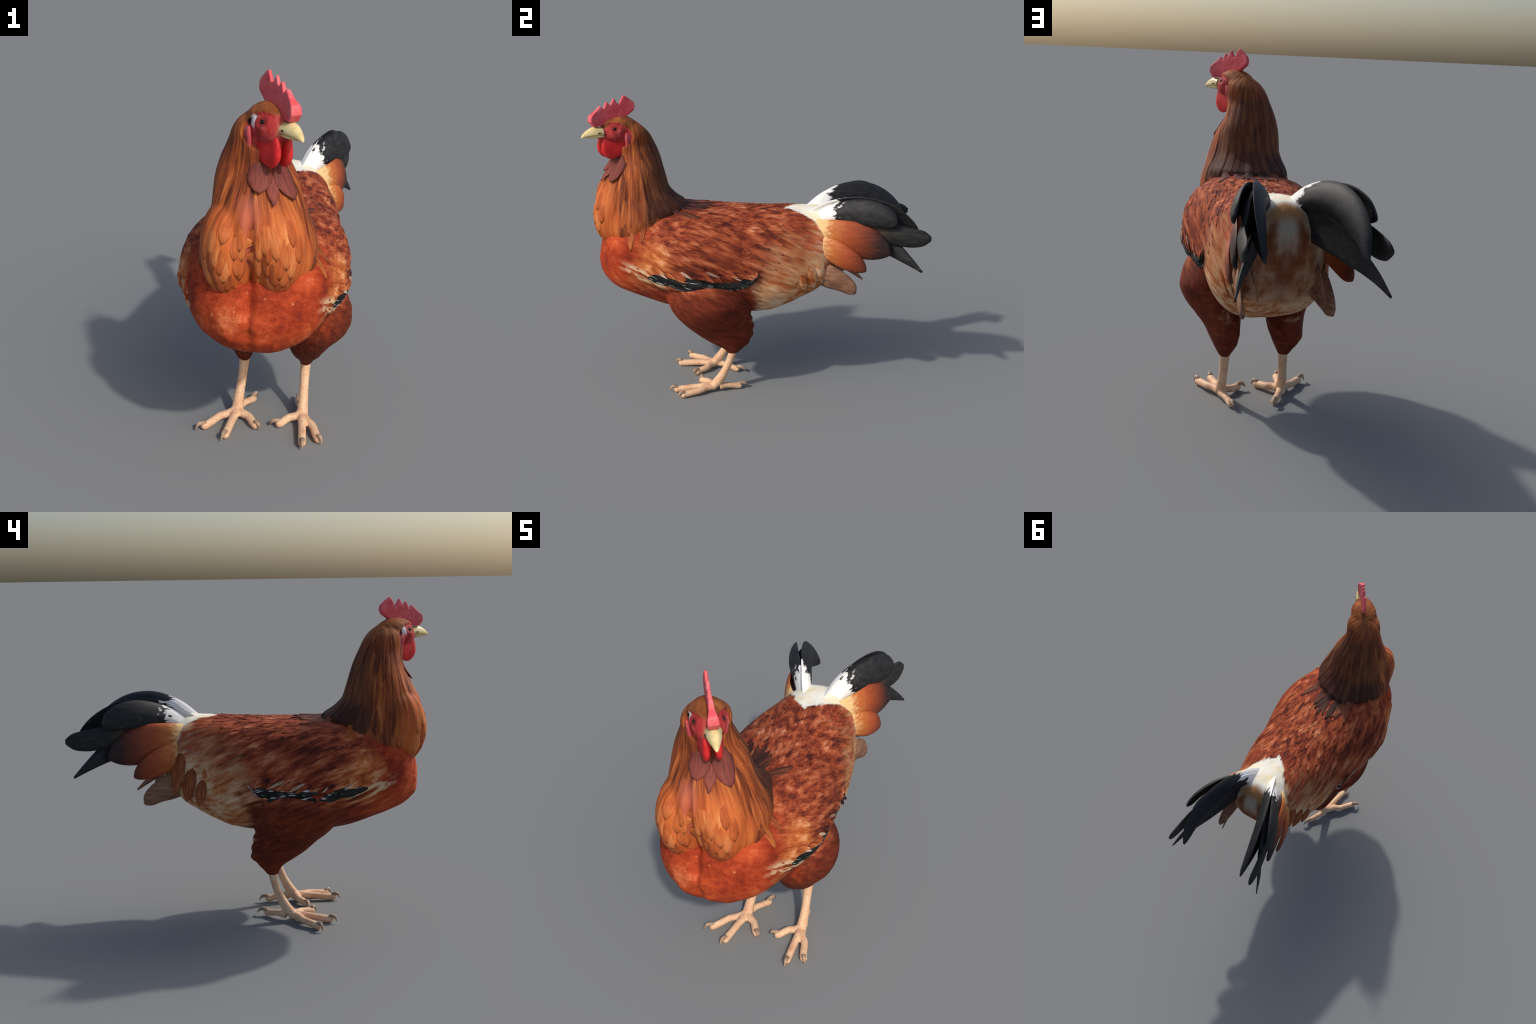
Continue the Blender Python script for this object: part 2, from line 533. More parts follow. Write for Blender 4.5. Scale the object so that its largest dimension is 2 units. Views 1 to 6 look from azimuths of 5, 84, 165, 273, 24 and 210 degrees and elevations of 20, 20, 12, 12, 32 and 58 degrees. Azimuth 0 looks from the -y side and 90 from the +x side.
def build_materials():
    M = {}
    M['plumage'] = plumage()
    M['loose'] = plumage(True)
    M['hackle'] = hackle()
    M['black'] = tail_black()
    M['tan'] = tail_tan()
    M['covert'] = covert()
    M['low'] = low_feather()
    M['flight'] = flat_feather('flight_feather', (srgb(22, 24, 25), srgb(32, 34, 35), srgb(60, 58, 56)), .3, srgb(206, 204, 200))
    M['fringe'] = flat_feather('wing_fringe', (srgb(120, 84, 66), srgb(196, 168, 142), srgb(226, 214, 196)), .3)
    M['hem'] = flat_feather('hackle_hem', (srgb(84, 38, 24), srgb(140, 68, 35), srgb(178, 98, 48)), .3)
    M['hem_dark'] = flat_feather('hackle_hem_dark', (srgb(44, 24, 22), srgb(76, 40, 30), srgb(140, 78, 54)), .5)
    M['chest'] = flat_feather('chest_feather', (srgb(134, 62, 32), srgb(182, 92, 46), srgb(216, 136, 80)), .3, None, srgb(150, 76, 38))
    M['throat'] = flat_feather('throat_feather', (srgb(80, 44, 42), srgb(122, 62, 54), srgb(152, 80, 64)), .2, None, srgb(86, 52, 50))
    M['flank'] = flat_feather('flank_feather', (srgb(96, 50, 30), srgb(148, 78, 42), srgb(192, 136, 92)), .3)
    M['head'] = hackle(True)
    m, c, b = skin('comb_skin', srgb(202, 56, 66), srgb(220, 82, 90), srgb(228, 122, 126), 12); M['comb'] = m.done(c, b, .25, .003)
    m, c, b = skin('wattle_skin', srgb(178, 22, 28), srgb(206, 36, 38), srgb(220, 62, 60), 14); M['wattle'] = m.done(c, b, .25, .003)
    m, c, b = skin('earlobe_skin', srgb(168, 60, 72), srgb(206, 84, 90), srgb(232, 176, 168), 22); M['ear'] = m.done(c, b, .25, .003)
    m, c, b = skin('beak_horn', srgb(194, 160, 108), srgb(228, 208, 148), srgb(240, 230, 184), 16, .4)
    M['beak'] = m.done(c, b, .1, .002)
    m, c, b = skin('eye_black', srgb(22, 10, 10), srgb(32, 14, 12), srgb(52, 22, 18), 60, .15); M['eye'] = m.done(c)
    m, c, b = skin('leg_skin', srgb(212, 154, 120), srgb(232, 190, 152), srgb(240, 212, 172), 20, .55)
    sc, _ = m.voronoi(m.vec(m.x, m.y, m.z * 1.6), 85, .7)
    c = m.mix(sc.step(.42, .62) * .35, c, srgb(196, 134, 100))
    M['leg'] = m.done(c, sc * -1.0, .25, .004)
    m, c, b = skin('claw_horn', srgb(112, 92, 78), srgb(168, 140, 116), srgb(206, 176, 148), 30, .4); M['claw'] = m.done(c)
    return M


# ------------------------------------------------------------------ torso with thighs
#        y     zb    zt    half  zwide
TORSO = [
    (-.926, .785, .845, .03, .81),
    (-.919, .745, .905, .098, .82),
    (-.890, .702, .995, .170, .85),
    (-.85, .666, 1.045, .224, .86),
    (-.80, .638, 1.08, .260, .86),
    (-.70, .593, 1.115, .298, .85),
    (-.60, .558, 1.135, .322, .86),
    (-.50, .530, 1.147, .343, .87),
    (-.40, .511, 1.150, .352, .875),
    (-.25, .496, 1.150, .336, .875),
    (-.10, .496, 1.150, .314, .87),
    (.00, .508, 1.150, .305, .87),
    (.10, .532, 1.152, .294, .87),
    (.20, .573, 1.155, .275, .88),
    (.30, .618, 1.158, .245, .89),
    (.38, .668, 1.160, .222, .91),
    (.44, .727, 1.150, .192, .93),
    (.49, .80, 1.110, .148, .95),
    (.52, .875, 1.055, .092, .965),
    (.532, .935, 1.0, .03, .97)]


def n_top(y):
    return 2.75 - .5 * sm(-.45, -.1, y)


def n_bot(y):
    return 2.0 + .15 * sm(-.7, -.85, y) + .85 * sm(-.1, .12, y)


def torso_half(y, z):
    """Half width of the bare torso at station y and height z (0 outside)."""
    q = interp(TORSO, y)
    zb, zt, hw, zw = q.T
    h = np.where(z > zw, (z - zw) / (zt - zw), (zw - z) / (zw - zb))
    n = np.where(z > zw, n_top(y), n_bot(y))
    return hw * np.clip(1 - np.clip(h, 0, 1) ** n, 0, 1) ** (1 / n)


def torso_loft():
    rings = []
    ys = np.r_[np.linspace(-.943, -.85, 14), np.linspace(-.84, .40, 60), np.linspace(.41, .532, 18)]
    th = np.linspace(0, 2 * np.pi, 96, endpoint=False)
    for y in ys:
        zb, zt, hw, zw = interp(TORSO, y)[0]
        c, s = np.cos(th), np.sin(th)
        n = np.where(s > 0, float(n_top(y)), float(n_bot(y)))
        xx = hw * np.sign(c) * np.abs(c) ** (2 / n)
        zz = zw + np.where(s > 0, zt - zw, zw - zb) * np.sign(s) * np.abs(s) ** (2 / n)
        rings.append(W(np.c_[xx + .010 * float(sm(-.6, -.8, y)), np.full_like(xx, y), zz]))
    return loft(rings)


#  z   cx   rx   y_front y_rear   (bird's left, then right)
THIGH_L = [(.262, .180, .028, -.162, -.100), (.285, .182, .038, -.178, -.078), (.32, .183, .056, -.232, -.045), (.36, .184, .074, -.302, -.018),
           (.41, .188, .092, -.366, -.008), (.47, .203, .120, -.425, -.010), (.54, .226, .150, -.480, -.03),
           (.62, .230, .163, -.515, -.05), (.70, .20, .165, -.52, -.06), (.78, .17, .16, -.48, -.10)]
THIGH_R = [(.262, -.126, .028, -.155, -.090), (.285, -.128, .038, -.160, -.075), (.32, -.130, .056, -.182, -.045), (.36, -.133, .076, -.235, -.006),
           (.41, -.138, .092, -.305, -.002), (.47, -.150, .102, -.370, -.008), (.54, -.178, .122, -.440, -.03),
           (.62, -.200, .148, -.495, -.05), (.70, -.195, .165, -.52, -.06), (.78, -.16, .16, -.48, -.10)]


def thigh_loft(tab):
    rings = []
    th = np.linspace(0, 2 * np.pi, 48, endpoint=False)
    for z in np.linspace(tab[0][0], tab[-1][0], 40):
        cx, rx, yf, yr = interp(tab, z)[0]
        n = 2.2
        c, s = np.cos(th), np.sin(th)
        mid = float(sm(.64, .56, z)) * float(sm(.36, .46, z))
        slim = 1 - .34 * sm(-.15, 1, s) * mid
        x = cx + rx * slim * np.sign(c) * np.abs(c) ** (2 / n) - np.sign(cx) * .014 * sm(-.1, 1, s) * mid
        y = (yf + yr) / 2 + (yr - yf) / 2 * np.sign(s) * np.abs(s) ** (2 / n)
        rings.append(np.c_[x, y, np.full_like(x, z)])
    return loft(rings)


def build_body(root, M):
    V, F = fuse([torso_loft(), thigh_loft(THIGH_L), thigh_loft(THIGH_R)], .011, 10)
    N = normals(V, F)
    xl = V[:, 0] - AX0 - AXS * V[:, 1]
    y, z = V[:, 1], V[:, 2]
    # crease down the breast
    d = -.024 * np.exp(-(xl / .022) ** 2) * sm(-.7, -.85, y) * sm(.58, .85, z)
    # lumps of plumage, drawn out along the feathers
    q = np.c_[V[:, 0] * 16, (y - (z - 1) * .5) * 6, (z + y * .4) * 16]
    d += .0035 * vnoise(q) + .0018 * vnoise(q * 2.1 + 7)
    # ragged tufts at the thigh's rear edge
    tuft = sm(-.09, -.03, y) * sm(.53, .5, z) * sm(.28, .33, z)
    d += tuft * .010 * (np.abs(((z * 17 + V[:, 0] * 2.) % 1) - .5) * 2 - .4)
    V = V + N * d[:, None]
    C = np.array([V[list(f)].mean(0) for f in F])
    lab = np.where((C[:, 2] < .56 + .12 * sm(.2, .36, np.abs(C[:, 0] - .01)) - .1 * sm(-.2, -.45, C[:, 1])) & (np.abs(C[:, 0] - .025) > .03) &
                   (C[:, 1] < .0) & (C[:, 1] > -.5), np.where(C[:, 0] > .025, 1, 2), 0)
    # keep only faces that really lie on the leg
    lim = np.array([interp(THIGH_L if c[0] > .025 else THIGH_R, c[2])[0] if l else (0, 0, 0, 0) for c, l in zip(C, lab)])
    on = (np.abs(C[:, 0] - lim[:, 0]) < lim[:, 1] * 1.12) & (C[:, 1] > lim[:, 2] - .02)
    lab = np.where((lab > 0) & ~on, 0, lab)
    split(V, F, lab, {0: ('torso', M['plumage']), 1: ('thigh', M['plumage']), 2: ('thigh', M['plumage'])}, root)
    return V, F


# ------------------------------------------------------------------ neck and head
#       z    y_front y_back  x_right x_left
NECK = [(.93, -.86, -.56, -.20, .16), (1.0, -.90, -.52, -.258, .215), (1.06, -.925, -.475, -.262, .226), (1.12, -.94, -.43, -.250, .218),
        (1.165, -.945, -.41, -.236, .203), (1.20, -.945, -.46, -.222, .188), (1.25, -.937, -.510, -.208, .170), (1.31, -.905, -.530, -.202, .153),
        (1.38, -.868, -.550, -.194, .132), (1.45, -.845, -.570, -.172, .100), (1.52, -.85, -.600, -.142, .088), (1.58, -.86, -.630, -.120, .098),
        (1.62, -.84, -.665, -.09, .085), (1.655, -.80, -.71, -.04, .04)]


def neck_loft():
    rings = []
    th = np.linspace(0, 2 * np.pi, 64, endpoint=False)
    for z in np.linspace(.93, 1.655, 64):
        yf, yb, xr, xl = interp(NECK, z)[0]
        c, s = np.cos(th), np.sin(th)
        # the section turns with the head, upward
        ph = math.radians(31) * float(sm(1.25, 1.52, z))
        c2, s2 = math.cos(ph) ** 2, math.sin(ph) ** 2
        ex, ey = ((xl - xr) / 2) ** 2, ((yb - yf) / 2) ** 2
        A = math.sqrt(max((ey * c2 - ex * s2) / (c2 * c2 - s2 * s2), .3 * ey))
        B = math.sqrt(max((ex * c2 - ey * s2) / (c2 * c2 - s2 * s2), .3 * ex))
        n = 2.1
        p = B * np.sign(c) * np.abs(c) ** (2 / n)
        q = A * np.sign(s) * np.abs(s) ** (2 / n)
        p = p * (1 - .26 * np.clip(-s, 0, 1) ** 1.5 * float(sm(1.30, 1.42, z)) * float(sm(1.62, 1.54, z)))
        x = (xl + xr) / 2 + p * math.cos(ph) - q * math.sin(ph)
        y = (yf + yb) / 2 + p * math.sin(ph) + q * math.cos(ph)
        rings.append(np.c_[x, y, np.full_like(x, z)])
    return loft(rings)


def face_mask(P):
    d = P - HC
    f, s, z = d @ HF, d @ HS, P[:, 2]
    e = ((f - .018) / .098) ** 2 + ((z - 1.582) / .078) ** 2
    m = sm(1.12, .92, e) * sm(.018, .034, np.abs(s) + np.maximum(f - .05, 0) + np.maximum(1.56 - z, 0) * .6)
    return m


def build_head(root, M):
    RH = np.c_[HF, HS, [0, 0, 1]]
    tilt = np.array([[math.cos(.12), 0, math.sin(.12)], [0, 1, 0], [-math.sin(.12), 0, math.cos(.12)]])
    parts = [neck_loft(),
             ellipsoid(H(-.03, -.011, 1.600), (.128, .092, .088), RH @ tilt),        # skull and hood
             ellipsoid(H(.052, -.006, 1.592), (.068, .044, .056), RH),               # muzzle
             ellipsoid((-.135, -.815, 1.105), (.108, .147, .200), None),         # chest lobes
             ellipsoid((.072, -.810, 1.115), (.110, .145, .196), None)]
    V, F = fuse(parts, .0065, 9)
    N = normals(V, F)
    x, y, z = V.T
    ang = np.arctan2(x + .03, -(y + .74))
    # strands of the hackle
    low = sm(1.6, 1.25, z)
    q = np.c_[ang * 9, z * 3.2, np.zeros_like(z)]
    d = (.0042 * vnoise(q) + .0026 * vnoise(q * np.array([2.2, 1.3, 1]) + 5)) * (.3 + .7 * low)
    d -= .030 * np.exp(-((x + .035) / .017) ** 2) * sm(1.34, 1.2, z) * sm(-.8, -.88, y)
    V = V + N * d[:, None]
    # face sunk behind the hood's rim
    fm = face_mask(V)
    V = V - N * (.015 * fm)[:, None]
    dd = V - HC
    f, s = dd @ HF, dd @ HS
    eye_pit = np.exp(-(((f - .012) / .016) ** 2 + ((V[:, 2] - 1.624) / .012) ** 2))
    ring = np.exp(-((np.hypot((f - .012) / 1.2, V[:, 2] - 1.624) - .023) / .007) ** 2)
    V = V + N * ((.003 * ring - .004 * eye_pit) * fm)[:, None]
    C = np.array([V[list(g)].mean(0) for g in F])
    fc = face_mask(C)
    line = 1.50 + .35 * (C[:, 1] + .75)
    lab = np.where(fc > .5, 2, np.where(C[:, 2] > line, 1, 0))
    split(V, F, lab, {0: ('neck', M['hackle']), 1: ('head', M['head']), 2: ('face', M['head'])}, root)
    return V, F


def build_face_parts(root, M, tree):
    # comb: a toothed blade in the head's middle plane (f, z)
    out = [(.122, 1.640), (.146, 1.668), (.142, 1.700), (.112, 1.722), (.078, 1.754), (.063, 1.738), (.056, 1.736), (.040, 1.774), (.031, 1.772), (.016, 1.750),
           (-.006, 1.790), (-.014, 1.789), (-.034, 1.752), (-.042, 1.756), (-.068, 1.801), (-.080, 1.800), (-.112, 1.778), (-.136, 1.758), (-.142, 1.735), (-.132, 1.712), (-.085, 1.682), (-.03, 1.672),
           (.03, 1.660), (.075, 1.640)]
    n = len(out)
    th = lambda f, z: (.012 + .012 * float(sm(.06, .14, f)) * float(sm(1.74, 1.69, z))) * (1 - .45 * float(sm(1.70, 1.79, z)))
    V = [H(f, th(f, z) - .001, z) for f, z in out] + [H(f, -th(f, z) - .001, z) for f, z in out]
    F = [tuple(range(n)), tuple(range(2 * n - 1, n - 1, -1))] + [(i, (i + 1) % n, n + (i + 1) % n, n + i) for i in range(n)]
    bm = bmesh.new(); bm.from_mesh(mesh_of(np.array(V), F))
    bmesh.ops.triangulate(bm, faces=bm.faces)
    VV = np.array([v.co for v in bm.verts]); FF = [tuple(v.index for v in f.verts) for f in bm.faces]
    bm.free()
    VV, FF = fuse([(VV, FF)], .0035, 5)
    N = normals(VV, FF)
    VV = VV + N * (.0007 * vnoise(VV * 45))[:, None]
    simple('comb', (VV, FF), M['comb'], root)
    # beak: upper with a hooked tip, lower tucked below it
    def beak(rows, name):
        rings = []
        t = np.linspace(0, 2 * np.pi, 28, endpoint=False)
        for f, zc, hw, up, dn in curve(rows, 24):
            s = np.cos(t) * hw
            z = zc + np.where(np.sin(t) > 0, up * np.sin(t), dn * np.sin(t))
            rings.append(H(np.full_like(s, f), s, z))
        return simple(name, loft(rings), M['beak'], root)
    up = beak([(.070, 1.602, .036, .030, .014), (.100, 1.602, .033, .035, .014), (.125, 1.600, .029, .038, .013), (.150, 1.598, .023, .031, .011),
               (.175, 1.594, .015, .020, .010), (.190, 1.589, .009, .011, .008), (.1985, 1.584, .002, .003, .003)], 'upper_beak')
    lo = beak([(.070, 1.588, .031, .010, .014), (.105, 1.586, .027, .010, .012), (.135, 1.585, .021, .009, .009), (.160, 1.586, .014, .007, .007), (.178, 1.587, .005, .003, .003)], 'lower_beak')
    for sgn in (1, -1):
        # nostril
        simple('nostril', ellipsoid(H(.100, sgn * .0335 - .001, 1.606), (.010, .003, .0035), np.c_[HF, HS, [0, 0, 1]], 10, 12), M['eye'], up)
        # eye, set into the cheek
        def cheek(f, z):
            o = Vector(H(f, sgn * .25, z)); hit = tree.ray_cast(o, Vector(HS) * -sgn)[0]
            return float((np.array(hit) - HC) @ HS)
        simple('eye', ellipsoid(H(.012, cheek(.012, 1.624) - sgn * .002, 1.624), (.0125, .007, .0095), np.c_[HF, HS, [0, 0, 1]], 16, 20), M['eye'], root)
        # wattle: a hanging rounded flap
        o = [(.075, 1.575), (.086, 1.53), (.084, 1.492), (.062, 1.462), (.036, 1.449), (.004, 1.454), (-.032, 1.470), (-.058, 1.50), (-.062, 1.54), (-.04, 1.580), (.03, 1.595)]
        o = curve(o + [o[0]], 48)[:-1]
        c = o.mean(0)
        rings = []
        for k, th_ in ((.02, .0175), (.35, .0165), (.7, .0135), (.88, .0105), (.97, .006), (1, 0)):
            q = c + (o - c) * k; rings.append((q, th_))
        R = [(q, t) for q, t in rings] + [(q, -t) for q, t in rings[-2::-1]]
        pos = []
        for q, t in R:
            drop = sm(1.56, 1.45, q[:, 1])
            s = sgn * (.026 + t * (1 if t > 0 else 1.5) + .003 * drop + .22 * np.maximum(.03 - q[:, 0], 0)) - .009
            pos.append(H(q[:, 0] - .004, s, q[:, 1]))
        simple('wattle', loft(pos), M['wattle'], root)
        # ear lobe: a folded oval behind the cheek
        V, F = ellipsoid((0, 0, 0), (.025, .014, .054), None, 20, 28)
        bend = V[:, 2] * .18 + (V[:, 2] / .05) ** 2 * .008
        dish = -.008 * np.exp(-((V[:, 0] / .012) ** 2 + (V[:, 2] / .032) ** 2)) * (V[:, 1] > 0)
        P = H(-.070 + V[:, 0] + bend, cheek(-.072, 1.55) + sgn * (-.003 + V[:, 1] + dish + V[:, 2] * .14), 1.548 + V[:, 2])
        simple('earlobe', (P, F), M['ear'], root)


# ------------------------------------------------------------------ legs
def build_legs(root, M):
    L = dict(shank=[(.181, -.130, .30, .028, .028), (.180, -.131, .262, .026, .025), (.178, -.164, .165, .023, .023), (.177, -.203, .088, .025, .028), (.175, -.245, .04, .030, .026)],
             base=(.175, -.236, .040), toes=[((.185, -.480), (.188, -.515, .010)), ((.264, -.438), (.277, -.460, .009)), ((.060, -.318), (.022, -.317, .012)), ((.148, -.075), (.144, -.029, .007))])
    R = dict(shank=[(-.125, -.118, .30, .028, .028), (-.125, -.121, .265, .026, .025), (-.133, -.143, .175, .023, .022), (-.145, -.190, .086, .026, .028), (-.148, -.232, .04, .030, .026)],
             base=(-.147, -.225, .040), toes=[((-.184, -.452), (-.197, -.482, .008)), ((-.298, -.380), (-.334, -.400, .004)), ((-.042, -.346), (-.024, -.365, .008)), ((-.078, -.078), (-.063, -.026, .008))])
    for leg in (L, R):
        parts = [tube(leg['shank'], 30, 20)]
        b = np.array(leg['base'])
        claws = []
        for k, (e, tip) in enumerate(leg['toes']):
            e = np.array([*e, .022]); tip = np.array(tip)
            start = b + np.array([0, .03 if k == 3 else 0, -.004])
            mid = start * .5 + e * .5 + np.array([0, 0, .004])
            side = np.array([e[1] - b[1], b[0] - e[0], 0]); side /= np.linalg.norm(side)
            bend = (.010 if k in (1, 2) else .0) * (1 if np.dot(side, [0, 1, 0]) > 0 else -1)
            r = .021 if k < 3 else .019
            parts.append(tube([(*start, .026, .024), (*(start * .72 + e * .28 + np.array([0, 0, .004])), r + .001, r), (*(mid + side * bend), r - .001, r - .001),
                               (*(e * .85 + start * .15), r - .001, r), (*e, r * .9, r * .95), (*(e + (e - start) / np.linalg.norm(e - start) * .010), r * .5, r * .5)], 22, 16))
            d = (e - start) / np.linalg.norm(e - start)
            c0 = e + np.array([0, 0, .010]) - d * .012
            top = e * .45 + tip * .55; top[2] = .036
            claws.append([(*c0, .013, .011), (*(c0 * .5 + top * .5 + np.array([0, 0, .003])), .012, .012), (*top, .009, .010), (*(tip * .75 + top * .25 + np.array([0, 0, .005])), .0045, .005), (*tip, .001, .001)])
        V, F = fuse(parts, .005, 5)
        V[:, 2] = np.maximum(V[:, 2] - .004 * sm(.09, .05, V[:, 2]), .0008)
        C = np.array([V[list(f)].mean(0) for f in F])
        lab = (C[:, 2] < .075).astype(int)
        o = split(V, F, lab, {0: ('shank', M['leg']), 1: ('foot', M['leg'])}, root)
        for c in claws:
            VV, FF = tube(c, 16, 12)
            VV[:, 2] = np.maximum(VV[:, 2], .0004)
            simple('claw', (VV, FF), M['claw'], o[1])


# ------------------------------------------------------------------ tail
def feather_blade(name, spine, widths, face, mat, parent, thick=.012, camber=.18, n=36, m=13):
    """Solid vane along a spine; 'face' is the direction its flat side looks."""
    S_ = curve(spine, n)
    T = np.gradient(S_, axis=0)
    t01 = np.linspace(0, 1, n)
    w = interp(widths, t01)[:, 0]
    V = []
    fc = np.array(face, float)
    for i in range(n):
        t = T[i] / np.linalg.norm(T[i])
        b = np.cross(fc, t); b /= np.linalg.norm(b)          # across the vane
        if b[2] < 0: b = -b
        nn = np.cross(t, b); nn /= np.linalg.norm(nn)
        if nn @ fc < 0: nn = -nn
        u = np.linspace(-1, 1, m)
        off = -camber * w[i] * (u ** 2)
        for sgn in (1, -1):
            th = thick * .5 * np.sqrt(np.clip(1 - u ** 2, 0, 1)) * min(1, w[i] / .03) + .0012
            rach = .0025 * np.exp(-(u / .08) ** 2) * (1 - t01[i])
            V.append(S_[i] + np.outer(u * w[i], b) + np.outer(off + sgn * (th + rach), nn))
    G = np.array(V).reshape(n, 2, m, 3)
    ring = [np.vstack([G[i, 0], G[i, 1][::-1]]) for i in range(n)]
    return simple(name, loft(ring), mat, parent)


def build_tail(root, M):
    #  half-x, y, z
    for s in (1, -1):
        X = lambda pts: [(TAILX + s * h, y, z) for h, y, z in pts]
        wA = [(0, .045), (.2, .058), (.5, .074), (.8, .070), (.93, .048), (1, .012)]
        wB = [(0, .058), (.2, .072), (.45, .088), (.7, .080), (.86, .053), (.95, .026), (1, .008)]
        feather_blade('tail_feather', X([(.035, .34, 1.10), (.076, .45, 1.158), (.122, .58, 1.183), (.163, .72, 1.166), (.192, .86, 1.100), (.207, .966, 1.008)]), wB, (s, -.2, .0), M['black'], root, .020, camber=-.5)
        feather_blade('tail_feather', X([(.08, .34, 1.085), (.152, .46, 1.160), (.228, .59, 1.195), (.276, .70, 1.182), (.298, .79, 1.140)]), wA, (s, -.45, .3), M['black'], root, .022)
        # a shorter feather fills the bundle between the two
        feather_blade('tail_feather', X([(.06, .34, 1.09), (.125, .46, 1.152), (.194, .60, 1.178), (.236, .71, 1.160), (.252, .80, 1.118)]), [(0, .05), (.25, .072), (.55, .080), (.8, .060), (.94, .034), (1, .008)], (s, -.35, .28), M['black'], root, .024)
        wC = [(0, .04), (.3, .062), (.6, .060), (.85, .056), (.95, .04), (1, .014)]
        feather_blade('tail_feather', X([(.10, .40, 1.080), (.19, .58, 1.090), (.258, .75, 1.075), (.285, .88, 1.055), (.294, .998, 1.052)]), wC, (s, -.35, .1), M['tan'], root, .018)
        wD = [(0, .06), (.3, .078), (.55, .066), (.8, .034), (.94, .014), (1, .006)]
        feather_blade('tail_feather', X([(.065, .38, 1.07), (.128, .52, 1.065), (.18, .65, 1.035), (.232, .77, .985), (.284, .87, .920), (.318, .955, .856)]), wD, (s, -.35, 0), M['black'], root, .016)
        wE = [(0, .05), (.3, .088), (.55, .106), (.8, .088), (.94, .048), (1, .012)]
        feather_blade('tail_covert', X([(.11, .31, 1.065), (.20, .43, 1.05), (.25, .57, 1.025), (.272, .68, .99), (.282, .768, .955)]), wE, (s, -.3, 0), M['covert'], root, .022)
        wF = [(0, .05), (.3, .068), (.6, .072), (.85, .052), (.96, .026), (1, .008)]
        feather_blade('tail_covert', X([(.14, .32, .985), (.224, .43, .955), (.262, .53, .905), (.268, .632, .845)]), wF, (s, -.3, -.1), M['covert'], root, .022)
        wG = [(0, .078), (.4, .076), (.75, .056), (.93, .034), (1, .008)]
        feather_blade('under_tail_feather', X([(.14, .33, .815), (.192, .43, .775), (.20, .52, .735), (.203, .592, .678)]), wG, (s, -.2, -.2), M['low'], root, .020)
        wH = [(0, .016), (.5, .020), (1, .005)]
        feather_blade('under_tail_feather', X([(.155, .42, .90), (.155, .50, .86), (.150, .58, .80), (.149, .64, .750)]), wH, (s, .2, -.2), M['low'], root, .014)


# ------------------------------------------------------------------ feathers lying on the skin
def on_skin(name, tree, root_pt, direction, length, width, mat, parent, lift=.006, tip=.5, n=11, m=7, thick=.003, start=.001, curl=0.):
    """A thin feather whose spine is walked over the skin from root_pt along direction."""
    p, nrm, _, _ = tree.find_nearest(Vector(root_pt))
    d = Vector(direction)
    d = (d - nrm * d.dot(nrm)).normalized()
    frame = Matrix((( *nrm.cross(d) * -1, ), (*d,), (*nrm,))).transposed().to_4x4()
    frame.translation = p
    frame = frame @ Matrix.Scale(length, 4)
    top, bot = [], []
    step = length / (n - 1)
    for i in range(n):
        t = i / (n - 1)
        d = (d - nrm * d.dot(nrm)).normalized()
        side = nrm.cross(d)
        prof = (min(1, (t + .15) / .5) ** .6) * (max(0, 1 - max(0, t - .55) / .45) ** tip)
        w = max(width * .5 * prof, .0012)
        for j in range(m):
            u = -1 + 2 * j / (m - 1)
            q = p + side * (u * w)
            qq, qn, _, _ = tree.find_nearest(q)
            if qn.dot(nrm) < .2:
                qq, qn = q, nrm
            hgt = start - .005 * (1 - t) ** 2 + lift * t ** 1.2 - .12 * w * u * u
            top.append(qq + qn * (hgt + thick))
            bot.append(qq + qn * (hgt - .002))
        p2 = p + d * step + side * (curl * step * t)
        p, nrm, _, _ = tree.find_nearest(p2)
    A = np.array(top).reshape(n, m, 3); B = np.array(bot).reshape(n, m, 3)
    rings = [np.vstack([A[i], B[i][::-1]]) for i in range(n)]
    ob = simple(name, loft(rings), mat, parent)
    ob.data.transform(frame.inverted())
    ob.matrix_world = frame
    return ob


